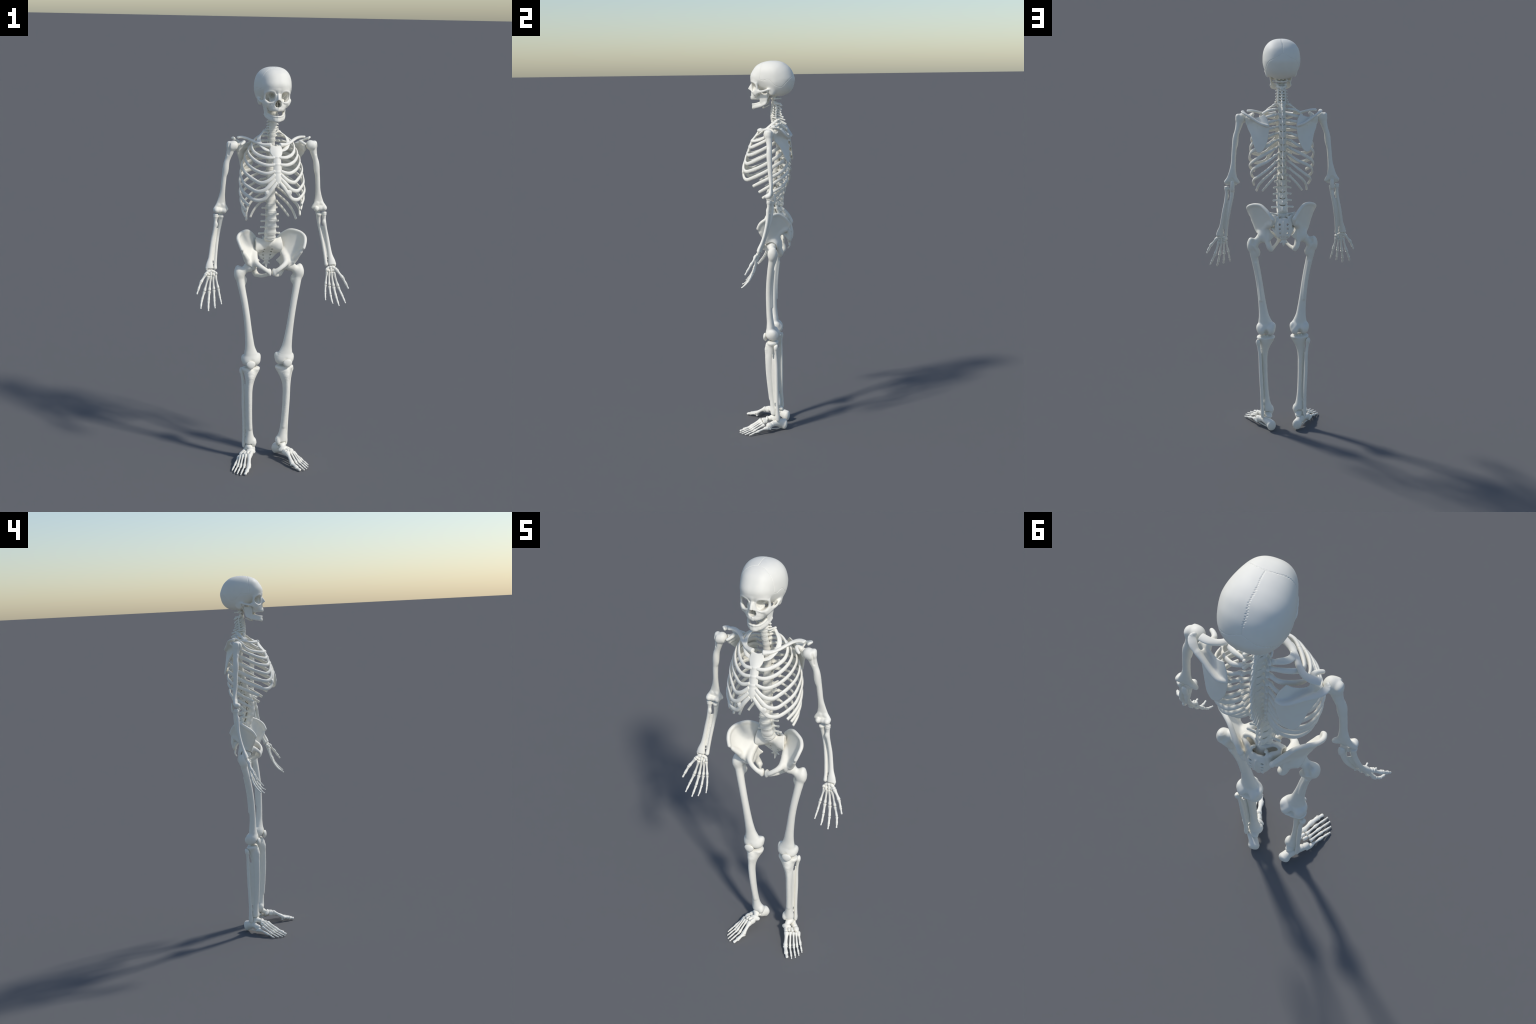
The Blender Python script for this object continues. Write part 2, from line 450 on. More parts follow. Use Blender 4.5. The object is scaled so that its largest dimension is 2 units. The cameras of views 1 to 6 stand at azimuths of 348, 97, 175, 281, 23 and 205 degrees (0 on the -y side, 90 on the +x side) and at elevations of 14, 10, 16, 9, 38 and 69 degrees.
def build_ulna():
    ops = [('+', Tube([(.2455, .050, 1.272, 0.0110, 0.0134), (.2495, .052, 1.240, 0.0090, 0.0106), (.258, .047, 1.195, 0.0078, 0.0090), (.2665, .034, 1.145, 0.0074, 0.0081),
                       (.273, .018, 1.095, 0.0069, 0.0072), (.2775, .004, 1.055, 0.0074, 0.0072), (.2795, -.004, 1.038, 0.0092, 0.0090)]), .004),
           ('+', Tube([(.245, .063, 1.285, .0105, .010), (.2445, .066, 1.305, .0105, .0085), (.2445, .064, 1.320, .0095, .0075)]), .010),
           ('+', Ell((.2435, .040, 1.283), (.0105, .0095, .0090)), .008),
           ('+', Ell((.260, .046, 1.284), (.006, .008, .008)), .006),
           ('+', Ell((.279, .002, 1.030), (.003, .0035, .006)), .004),
           ('-', Tube([(.228, .042, 1.311, .0145), (.258, .042, 1.311, .0140)]), .003)]
    return bone('ulna', ops, .0016)

def build_radius():
    ops = [('+', Tube([(.2715, .041, 1.281, 0.0110), (.2725, .040, 1.264, 0.0084), (.2745, .036, 1.238, 0.0087), (.281, .034, 1.205, 0.0078, 0.0084), (.289, .029, 1.165, 0.0087, 0.0076),
                       (.296, .019, 1.120, 0.0092, 0.0076), (.302, .007, 1.082, 0.0112, 0.0081), (.3075, -.005, 1.052, 0.0179, 0.0103), (.3085, -.0085, 1.040, 0.0199, 0.0112)], cap=.5), .004),
           ('+', Tube([(.2720, .041, 1.294, .0118), (.2718, .041, 1.283, .0115)], cap=.25), .004),
           ('-', Ell((.272, .041, 1.2995), (.009, .009, .004)), .003),
           ('+', Ell((.2685, .0335, 1.245), (.006, .006, .010)), .008),
           ('+', Ell((.3225, -.010, 1.034), (.0045, .0070, .0080)), .006),
           ('-', Ell((.3035, -.012, 1.026), (.0165, .010, .0085)), .003)]
    return bone('radius', ops, .0016)

def build_arm_membrane():
    rows = []
    for z, xu, yu, xr, yr in [(1.225, .2565, .048, .271, .038), (1.19, .264, .043, .279, .034), (1.15, .271, .033, .286, .028),
                              (1.11, .276, .021, .292, .018), (1.075, .280, .010, .295, .007), (1.058, .283, .004, .296, .001)]:
        rows.append([(xu + (xr - xu) * t, yu + (yr - yu) * t, z, .001) for t in (0, .5, 1)])
    return bone('interosseous_membrane', [('+', Plate(rows), 0), ('-', Ell((.2885, .006, 1.066), (.003, .01, .006)), .001)], .0013, mat=GRISTLE)

HAND_ROWS = {
    1: [(.3265, -.0255, 1.0145), (.3555, -.0445, .977), (.3685, -.060, .949), (.3785, -.0725, .9265)],
    2: [(.3140, -.0215, 1.0045), (.3365, -.0365, .929), (.3515, -.0565, .8915), (.3580, -.0755, .871), (.3612, -.090, .8585)],
    3: [(.3022, -.0190, 1.0035), (.3123, -.0375, .931), (.3195, -.062, .8868), (.3238, -.0850, .8615), (.3255, -.1005, .849)],
    4: [(.2915, -.0185, 1.0035), (.2900, -.0385, .936), (.2912, -.0612, .895), (.2928, -.0830, .8705), (.2932, -.1005, .862)],
    5: [(.2805, -.0195, 1.0055), (.2690, -.0415, .944), (.2640, -.0592, .907), (.2612, -.0740, .889), (.2597, -.0858, .8765)]}

def build_hand():
    parts = []
    P = lambda name, ops, h=.0011: parts.append((name, ops, h))
    E = lambda c, r, w=(0, 0, 1), u=(1, 0, 0): [('+', Ell(c, r, axes_from(w, u)), .003)]
    P('carpal_bone', [('+', Tube([(.3180, -.0165, 1.0215, .0070), (.3115, -.014, 1.0255, .0090, .0080), (.3065, -.013, 1.0275, .0062)]), .003)])      # scaphoid
    P('carpal_bone', E((.2985, -.0125, 1.0265), (.0085, .0090, .0070)))                                                                      # lunate
    P('carpal_bone', [('+', Tube([(.2920, -.0110, 1.0250, .0056), (.2855, -.0120, 1.0195, .0075), (.2820, -.0125, 1.0165, .0065)]), .003)])    # triquetrum
    P('carpal_bone', E((.2770, -.0210, 1.0140), (.0062, .0062, .0090)))                                                                      # pisiform
    P('carpal_bone', E((.3235, -.0225, 1.0170), (.0090, .0085, .0075), (.5, -.3, -1)))                                                       # trapezium
    P('carpal_bone', E((.3135, -.0195, 1.0100), (.0066, .0078, .0075)))                                                                      # trapezoid
    P('carpal_bone', [('+', Tube([(.3015, -.0155, 1.0195, .0066), (.3022, -.0180, 1.0095, .0070, .0078), (.3022, -.0190, 1.0055, .0068, .0076)]), .003)])
    P('carpal_bone', [('+', Ell((.2880, -.0160, 1.0095), (.0082, .0085, .0085)), .003), ('+', Ell((.2895, -.0260, 1.0070), (.0035, .006, .0045)), .005)])
    side = (1, .15, 0)
    for k, J in HAND_ROWS.items():
        sd = side if k > 1 else (.5, -.6, -.2)
        bow = (0, .0025, 0)
        r, hd, bs = {1: (.0054, .0084, .0090), 2: (.0047, .0080, .0086), 3: (.0047, .0080, .0080), 4: (.0042, .0073, .0070), 5: (.0042, .0070, .0076)}[k]
        P('metacarpal', [('+', shaft_bone(J[0], J[1], r, hd, bs, 1.05, sd, bow), .003)])
        n = len(J) - 2
        for i in range(n):
            a, b = J[1 + i], J[2 + i]
            s = {1: 1.08, 2: 1.0, 3: 1.05, 4: .96, 5: .84}[k]
            if k == 1: rr, hh, bb = [(.0051, .0065, .0078), (.0038, .0044, .0066)][i]
            else: rr, hh, bb = [(.0050, .0062, .0080), (.0043, .0052, .0064), (.0030, .0038, .0052)][i]
            P('phalanx', [('+', shaft_bone(a, b, rr * s, hh * s, bb * s, .85, sd, (0, .001, 0) if i == 0 else (0, 0, 0)), .003)], .0010)
    return parts

# ================================================================== SHOULDER GIRDLE
def build_clavicle():
    ops = [('+', Tube([(.0235, -.036, 1.6370, .0115, .0115), (.036, -.031, 1.6375, .0105, .0096), (.056, -.019, 1.638, .0094, .0074), (.078, .004, 1.643, .0090, .0068),
                       (.100, .032, 1.651, .0092, .0066), (.120, .050, 1.659, .0098, .0064), (.143, .057, 1.665, .0118, .0060), (.165, .054, 1.665, .0118, .0060)],
                      side=(.5, -1, 0), cap=.45), .004)]
    return bone('clavicle', ops, .0016)

def build_scapula():
    blade = Plate([  # superior -> inferior, medial -> lateral
        [(.088, .090, 1.650, .0018), (.103, .086, 1.641, .0016), (.122, .076, 1.633, .0018), (.150, .058, 1.634, .003)],
        [(.0735, .106, 1.626, .0024), (.098, .100, 1.618, .0015), (.128, .080, 1.612, .0016), (.162, .052, 1.615, .004)],
        [(.0690, .116, 1.598, .0026), (.096, .111, 1.592, .0015), (.130, .090, 1.588, .0016), (.164, .062, 1.594, .0045)],
        [(.0715, .123, 1.560, .0024), (.094, .118, 1.555, .0015), (.122, .106, 1.552, .0018), (.1490, .090, 1.556, .0042)],
        [(.0800, .127, 1.522, .0024), (.098, .124, 1.517, .0016), (.119, .117, 1.516, .0022), (.1400, .105, 1.522, .0040)],
        [(.0960, .129, 1.490, .0030), (.107, .127, 1.484, .003), (.119, .123, 1.484, .003), (.1310, .117, 1.492, .0040)],
        [(.1080, .128, 1.478, .0030), (.113, .127, 1.476, .003), (.119, .125, 1.476, .003), (.1250, .121, 1.480, .0036)]])
    ops = [('+', blade, .004),
           ('+', Tube([(.168, .048, 1.630, .0060, .0130), (.166, .050, 1.617, .0065, .0140), (.166, .054, 1.604, .0060, .011)], side=(1, -.45, .1)), .010),
           ('+', Tube([(.148, .059, 1.622, .009, .013), (.164, .051, 1.618, .009, .015)], side=(.4, 1, 0)), .012),
           ('-', Ell((.1905, .034, 1.629), (.0256, .0256, .0256)), .003),
           # spine and acromion
           ('+', Plate([[(.072, .114, 1.600, .0026), (.085, .111, 1.602, .0024), (.105, .098, 1.607, .0024), (.130, .080, 1.618, .0024), (.150, .066, 1.626, .003)],
                        [(.072, .119, 1.600, .0026), (.088, .122, 1.604, .0030), (.110, .115, 1.613, .0032), (.138, .101, 1.630, .0034), (.160, .088, 1.642, .0040)]]), .010),
           ('+', Tube([(.073, .119, 1.600, .0030), (.090, .124, 1.605, .0045, .0040), (.112, .117, 1.614, .0046, .0042), (.140, .101, 1.631, .0054, .0042), (.164, .088, 1.645, .0090, .0046),
                       (.180, .074, 1.655, .0125, .0052), (.187, .061, 1.659, .0110, .0052), (.183, .051, 1.660, .0080, .0048)], side=(.6, .8, .2)), .010),
           # coracoid
           ('+', Tube([(.149, .052, 1.632, .0095), (.141, .044, 1.643, .0085), (.1385, .033, 1.646, .0078), (.147, .020, 1.641, .0070), (.156, .0125, 1.636, .0062)]), .010)]
    return bone('scapula', ops, .0016)

# ================================================================== PELVIS
HIPC = V(.099, .034, 1.033)
def build_hip():
    crest = [(.154, -.033, 1.132), (.1640, -.018, 1.160), (.1670, .006, 1.179), (.155, .032, 1.194), (.132, .052, 1.202), (.110, .070, 1.202), (.087, .093, 1.186), (.064, .115, 1.160), (.052, .124, 1.142)]
    c = spline(crest, 9)
    mid = [(.140, -.018, 1.104), (.148, -.004, 1.118), (.148, .014, 1.128), (.138, .031, 1.136), (.121, .046, 1.141), (.105, .060, 1.140), (.086, .077, 1.136), (.068, .095, 1.129), (.055, .111, 1.121)]
    low = [(.121, .000, 1.078), (.120, .008, 1.072), (.116, .017, 1.069), (.109, .026, 1.068), (.101, .036, 1.070), (.092, .046, 1.076), (.082, .057, 1.085), (.072, .073, 1.096), (.062, .093, 1.104)]
    th = [.0050, .0045, .0034, .0026, .0028, .0036, .0056, .0064, .0052]
    lth = [.009, .011, .012, .013, .014, .0135, .0115, .0090, .0055]
    blade = Plate([[(*c[i], .0042 if i < 7 else .005) for i in range(9)], [(*mid[i], th[i]) for i in range(9)], [(*low[i], lth[i]) for i in range(9)]], step=.0022)
    rim = Tube([(*c[i], r, r) for i, r in enumerate((.0054, .0060, .0066, .0052, .0048, .0052, .0060, .0062, .0055))])
    ops = [('+', blade, .004), ('+', rim, .012),
           ('+', Tube([(.052, .124, 1.142, .0060), (.050, .120, 1.128, .0060), (.056, .107, 1.110, .0065)]), .010),       # posterior spines
           ('+', Tube([(.062, .100, 1.114, .008), (.070, .080, 1.104, .0095), (.078, .062, 1.092, .0105), (.084, .050, 1.074, .013)]), .016),
           ('+', Tube([(.142, -.020, 1.108, .0055), (.131, -.006, 1.088, .0085), (.124, .004, 1.070, .0100), (.116, .008, 1.056, .0110)]), .016),        # front border, lower front spine
           # socket
           ('+', Ell(HIPC + V(-.005, .003, .005), (.0335, .0345, .0350)), .018),
           # pelvic brim flowing into the upper pubic ramus
           ('+', Tube([(.070, .074, 1.100, .0085), (.071, .050, 1.087, .0105), (.076, .022, 1.070, .0135), (.074, .000, 1.054, .0145, .0135), (.062, -.015, 1.044, .0120, .0100),
                       (.046, -.023, 1.034, .0105, .0086), (.028, -.025, 1.022, .0105, .0080), (.013, -.020, 1.013, .0130, .0075)], side=(0, .3, 1)), .016),
           # ischium
           ('+', Tube([(.078, .060, 1.082, .0125, .0110), (.078, .064, 1.045, .0145, .0150), (.073, .071, 1.010, .0145, .0160), (.066, .077, .988, .0140, .0150), (.060, .075, .979, .0135, .0130)]), .014),
           ('+', Plate([[(.070, .070, 1.074, .0050), (.068, .076, 1.055, .0060), (.068, .080, 1.030, .0060)], [(.052, .078, 1.053, .0030), (.045, .079, 1.048, .0028), (.050, .080, 1.042, .0030)]]), .010),
           # ischio-pubic ramus
           ('+', Tube([(.060, .070, .979, .0125, .0085), (.047, .047, .978, .0100, .0068), (.033, .022, .984, .0090, .0060), (.020, .0, .995, .0100, .0062), (.013, -.010, 1.005, .0120, .0065)],
                      side=(.4, .5, 1)), .010),
           ('+', Ell((.011, -.014, 1.009), (.0080, .0115, .0185), axes_from((0, .45, 1), (1, 0, 0))), .010),
           ('-', Ell(HIPC + V(.002, 0, -.001), (.0288, .0288, .0288)), .002),
           ('-', Tube([(*(HIPC + V(.0, 0, 0)), .0285), (*(HIPC + V(.03, -.006, -.014)), .030)]), .003),
           ('-', Tube([(.118, .020, 1.010, .009), (.090, .022, 1.010, .008)]), .004)]
    return bone('hip_bone', ops, .0019)

def build_sacrum():
    ops = [  # bodies curving back and down
        ('+', Tube([(0, .070, 1.153, .0270, .0195), (0, .0715, 1.138, .0255, .0195), (0, .090, 1.112, .022, .0135), (0, .110, 1.086, .019, .0090), (0, .117, 1.062, .016, .0075), (0, .1155, 1.042, .0125, .0065)], cap=.4), .004),
        # wings: top slope, then the under side going back
        ('+', Plate([[(.024, .070, 1.153, .0070), (.042, .068, 1.156, .0060), (.059, .074, 1.163, .0048)],
                     [(.025, .062, 1.138, .0085), (.045, .057, 1.138, .0075), (.0625, .057, 1.141, .0050)],
                     [(.023, .070, 1.118, .0100), (.044, .060, 1.114, .0090), (.0640, .053, 1.113, .0050)],
                     [(.019, .092, 1.102, .0080), (.038, .080, 1.099, .0085), (.0575, .062, 1.099, .0055)],
                     [(.016, .109, 1.080, .0060), (.032, .104, 1.081, .0060), (.0480, .094, 1.084, .0052)],
                     [(.010, .117, 1.048, .0050), (.020, .117, 1.049, .0050), (.028, .115, 1.052, .0040)]], step=.003), .010, 'm'),
        ('+', Plate([[(.040, .096, 1.150, .008), (.060, .082, 1.152, .006)], [(.042, .102, 1.116, .008), (.058, .082, 1.116, .006)]], step=.003), .012, 'm'),
        # back surface: crests
        ('+', Tube([(0, .112, 1.138, .022, .007), (0, .121, 1.118, .030, .008), (0, .125, 1.092, .028, .0075), (0, .125, 1.066, .021, .006), (0, .120, 1.045, .012, .005)]), .012),
        ('+', Tube([(0, .124, 1.130, .0028, .008), (0, .131, 1.105, .003, .007), (0, .1335, 1.080, .003, .006), (0, .130, 1.060, .003, .004)]), .008),
        ('+', Tube([(.030, .104, 1.142, .007), (.036, .110, 1.112, .007), (.032, .118, 1.084, .006), (.023, .122, 1.058, .0045)]), .012, 'm'),
        ('+', Tube([(.020, .094, 1.150, .0055), (.022, .101, 1.163, .005)]), .008, 'm'),
        ('-', Tube([(0, .100, 1.175, .011, .0060), (0, .104, 1.145, .010, .005), (0, .110, 1.120, .006, .003)]), .004)]
    for z, yf, x, r in ((1.112, .09, .0185, .0046), (1.092, .10, .0185, .0042), (1.073, .115, .0165, .0036), (1.055, .12, .0135, .0028)):
        ops.append(('-', Tube([(x + .003, yf - .03, z - .010, r), (x, yf + .05, z + .006, r)]), .004, 'm'))
    return bone('sacrum', both(ops), .0017)

def build_coccyx():
    ops = [('+', Tube([(0, .1165, 1.035, .0115, .0055), (0, .1185, 1.026, .0085, .0048), (0, .1185, 1.018, .0075, .0045), (0, .1155, 1.010, .0050, .004), (0, .110, 1.003, .0035, .0032)]), .004),
           ('+', Tube([(.008, .1175, 1.027, .0045), (.0165, .118, 1.0225, .0032)]), .004, 'm'),
           ('+', Tube([(.006, .118, 1.032, .003), (.010, .120, 1.040, .0025)]), .004, 'm')]
    return bone('coccyx', both(ops), .0013)

# ================================================================== SPINE
FRONT = [(1.80, .029), (1.777, .026), (1.76, .025), (1.73, .0215), (1.713, .021), (1.69, .0235), (1.672, .027), (1.63, .038), (1.58, .047), (1.54, .050), (1.50, .046), (1.466, .039),
         (1.43, .032), (1.40, .026), (1.35, .010), (1.306, -.004), (1.28, -.006), (1.25, -.002), (1.22, .006), (1.19, .015), (1.16, .028)]
# level: z of body, half width, depth, half height, transverse tip (x,y,z), spinous tip (y,z)
VERT = {}
for i, z in enumerate((1.762, 1.748, 1.734, 1.720, 1.706)):
    VERT['c%d' % (i + 3)] = dict(z=z, w=.0135 + .0008 * i, d=.0185, hh=.0063)
for i, z in enumerate((1.689, 1.668, 1.643, 1.615, 1.586, 1.555, 1.523, 1.490, 1.456, 1.421, 1.386, 1.351)):
    VERT['t%d' % (i + 1)] = dict(z=z, w=at([(0, .0160), (4, .0150), (11, .0225)], i), d=at([(0, .020), (5, .027), (11, .034)], i), hh=at([(0, .0100), (5, .0128), (11, .0135)], i))
for i, z in enumerate((1.316, 1.284, 1.252, 1.220, 1.188)):
    VERT['l%d' % (i + 1)] = dict(z=z, w=.0235 + .0012 * i, d=.037, hh=.0128)
SPIN = dict(c3=(.083, 1.746), c4=(.080, 1.733), c5=(.084, 1.720), c6=(.092, 1.705), c7=(.101, 1.689), t1=(.107, 1.667), t2=(.112, 1.643), t3=(.120, 1.611), t4=(.125, 1.580),
            t5=(.128, 1.546), t6=(.130, 1.511), t7=(.130, 1.480), t8=(.129, 1.452), t9=(.125, 1.425), t10=(.119, 1.395), t11=(.112, 1.362), t12=(.103, 1.334),
            l1=(.094, 1.302), l2=(.089, 1.270), l3=(.088, 1.240), l4=(.092, 1.210), l5=(.100, 1.182))
TIP = dict(c3=(.0255, .045, 1.759), c4=(.026, .044, 1.745), c5=(.0265, .044, 1.731), c6=(.027, .046, 1.717), c7=(.031, .056, 1.706),
           t1=(.038, .072, 1.695), t2=(.036, .079, 1.674), t3=(.036, .084, 1.646), t4=(.039, .093, 1.620), t5=(.040, .098, 1.589), t6=(.040, .101, 1.559),
           t7=(.038, .102, 1.525), t8=(.036, .102, 1.489), t9=(.034, .101, 1.455), t10=(.032, .098, 1.423), t11=(.026, .090, 1.388), t12=(.024, .080, 1.350),
           l1=(.041, .064, 1.317), l2=(.0455, .058, 1.285), l3=(.0465, .054, 1.253), l4=(.0475, .057, 1.222), l5=(.056, .062, 1.189))
ORDER = ['c%d' % i for i in range(3, 8)] + ['t%d' % i for i in range(1, 13)] + ['l%d' % i for i in range(1, 6)]
def front_y(z): return float(at(FRONT, z))

def build_vertebra(key):
    d = VERT[key]; z, w, dp, hh = d['z'], d['w'], d['d'], d['hh']
    reg = key[0]; num = int(key[1:])
    yc = front_y(z) + dp / 2
    sl = (front_y(z + .01) - front_y(z - .01)) / .02            # local lean of the column
    up = unit(V(0, sl, 1))
    C = V(0, yc, z)
    at_h = lambda t: C + up * (hh * t)
    body = Tube([(*at_h(-.92), w * 1.02, dp * .51), (*at_h(-.55), w * .95, dp * .48), (*at_h(0), w * .89, dp * .455), (*at_h(.55), w * .95, dp * .48), (*at_h(.92), w * 1.01, dp * .51)], n=11, cap=.22)
    tx, ty, tz = TIP[key]; sy, sz = SPIN[key]
    back = yc + dp * .5
    cr = dict(c=.0098, t=.0080, l=.0100)[reg]                      # canal radius
    cy = back + cr * .9
    ly = cy + cr + .003
    zt = z + hh * (.45 if reg != 'l' else .3)
    ops = [('+', body, .002)]
    th = dict(c=.0034, t=.0050, l=.0062)[reg]
    # pedicle, lamina
    ops.append(('+', Tube([(w * .62, back - dp * .15, zt, th), (cr + th * .8, cy, zt - .001, th), (cr * .8, ly - .001, zt - hh * .6, th, (.0042 if reg == 'c' else max(th * 1.8, hh * .95))), (.001, ly + .003, zt - hh * 1.0, th, (.0044 if reg == 'c' else max(th * 2.0, hh * 1.05)))], side=(.6, .8, 0)), .005, 'm'))
    if reg != 'c':
        wl = cr + (.008 if reg == 't' else .006)
        ops.append(('+', Plate([[(.0, ly + .006, zt + hh * .25, .0026), (wl * .55, ly + .003, zt + hh * .35, .0026), (wl, cy + .004, zt + hh * .35, .0030)],
                                [(.0, ly + .010, zt - hh * .60, .0030), (wl * .55, ly + .006, zt - hh * .60, .0030), (wl, cy + .006, zt - hh * .45, .0034)],
                                [(.0, ly + .013, zt - hh * 1.45, .0026), (wl * .50, ly + .009, zt - hh * 1.45, .0026), (wl * .80, cy + .011, zt - hh * 1.35, .0026)]]), .004, 'm'))
    # articular columns
    ah = hh * (1.15 if reg == 'c' else 1.2)
    ax = dict(c=w * 1.12, t=cr + .003, l=cr + .0065)[reg]
    ops.append(('+', Tube([(ax, cy + .001, zt + ah * .75, th * 1.25), (ax, cy + .003, zt - hh * .3, th * 1.3), (ax * .95, cy + .0070, zt - hh * .6 - ah * .9, th * 1.1)]), .004, 'm'))
    # transverse process
    tr = dict(c=.0036, t=.0056, l=.0042)[reg]; tb = tr * (1.0 if reg == 't' else 1.35)
    if reg == 'c':
        ops.append(('+', Tube([(w * .8, yc + .003, z - .001, .0036), (tx * .85, yc + .008, tz - .001, .0036), (tx, ty - .002, tz - .003, .0038)]), .004, 'm'))
        ops.append(('+', Ell((w * .95, yc + dp * .1, z + hh), (.003, .007, .003)), .004, 'm'))
    else:
        ops.append(('+', Tube([(cr + th, cy + .001, zt - .001, tr, tb), (tx * .7, (cy + ty) / 2, (zt + tz) / 2, tr * .88, tb * .85), (tx - .004, ty, tz, tr * 1.02, tb * 1.02)], side=(0, 1, 0)), .005, 'm'))
    # spinous process: deep thin blade
    s0 = V(0, ly, zt - hh * .8); s1 = V(0, sy - .003, sz + (.002 if reg != 'l' else .003))
    if reg == 'c':   ra, rb = (.0034, .0046), (.0044, .0044)
    elif reg == 't': ra, rb = (.0032, .0100), (.0036, .0056)
    else:            ra, rb = (.0036, .0115), (.0046, .0095)
    sm = (s0 + s1) / 2 + V(0, 0, .002 if reg == 't' else 0)
    ops.append(('+', Tube([(*s0, ra[0], ra[1]), (*sm, (ra[0] + rb[0]) / 2, (ra[1] + rb[1]) / 2), (*s1, *rb)]), .005))
    if reg == 'c' and num < 7:
        ops.append(('+', Tube([(.001, sy - .008, sz + .001, .0026), (.0045, sy - .002, sz - .001, .0026)]), .003, 'm'))
    # canal
    ops.append(('-', Tube([(0, cy - sl * .004, z + hh * 2.2, cr), (0, cy + sl * .004, z - hh * 2.6, cr)]), .002))
    return bone('vertebra', both(ops), .0014 if reg == 'c' else .0016)

def build_atlas():
    ops = [('+', Tube([(0, .028, 1.8035, .0040, .0050), (.013, .031, 1.8035, .0040, .0050), (.021, .040, 1.804, .0055, .0065), (.0235, .050, 1.804, .0050, .0055), (.019, .066, 1.8035, .0032, .0036),
                       (.010, .0745, 1.803, .0032, .0036), (0, .0775, 1.803, .0034, .0040)], n=30), .004, 'm'),
           ('+', Ell((.021, .043, 1.8045), (.0085, .0115, .0085)), .006, 'm'),
           ('+', Tube([(.025, .046, 1.8035, .0038), (.036, .048, 1.8025, .0032), (.041, .050, 1.802, .0034)]), .005, 'm'),
           ('-', Ell((.029, .048, 1.8035), (.0025, .0025, .012)), .002, 'm')]
    return bone('vertebra', both(ops), .0014)

def build_axis():
    ops = [('+', Tube([(0, .036, 1.770, .0150, .0095), (0, .036, 1.779, .0140, .009), (0, .037, 1.788, .0125, .0085)], cap=.3), .003),
           ('+', Tube([(0, .037, 1.788, .0065), (0, .036, 1.800, .0052), (0, .036, 1.812, .0045)]), .004),
           ('+', Ell((.0175, .042, 1.788), (.0095, .0100, .0062)), .006, 'm'),
           ('+', Tube([(.018, .044, 1.780, .0040), (.0265, .046, 1.774, .0032)]), .004, 'm'),
           ('+', Tube([(.017, .047, 1.781, .0045), (.0145, .060, 1.778, .0042, .006), (.006, .070, 1.774, .004, .007), (.001, .073, 1.773, .004, .007)], side=(.7, .7, 0)), .005, 'm'),
           ('+', Tube([(.017, .050, 1.776, .0042), (.0165, .054, 1.768, .0038)]), .004, 'm'),
           ('+', Tube([(0, .070, 1.774, .0035, .0075), (0, .079, 1.769, .0042, .0055)]), .005),
           ('+', Tube([(.001, .076, 1.769, .0035, .004), (.0055, .083, 1.766, .0032)]), .004, 'm'),
           ('-', Tube([(0, .055, 1.80, .0095), (0, .056, 1.755, .0095)]), .002)]
    return bone('vertebra', both(ops), .0014)

def build_disc(lower_key, upper_key):
    """Fibrous disc between two vertebral bodies (upper_key may be the sacrum side)."""
    def face(key, s):
        if key == 'c2': return V(0, .0365, 1.769), .0148, .0185
        if key == 's1': return V(0, .0700, 1.1605), .0268, .039
        d = VERT[key]; z = d['z']; sl = (front_y(z + .01) - front_y(z - .01)) / .02
        return V(0, front_y(z) + d['d'] / 2, z) + unit(V(0, sl, 1)) * d['hh'] * s, d['w'], d['d']
    a, wa, da = face(upper_key, -.95); b, wb, db = face(lower_key, .95)
    m = (a + b) / 2
    w, dd = (wa + wb) / 2 * 1.0, (da + db) / 2 * .5
    return bone('intervertebral_disc', [('+', Tube([(*a, wa * 1.0, da * .50), (*m, w * 1.03, dd * 1.03), (*b, wb * 1.0, db * .50)], n=7, cap=.15), .002)], .0017, mat=GRISTLE)

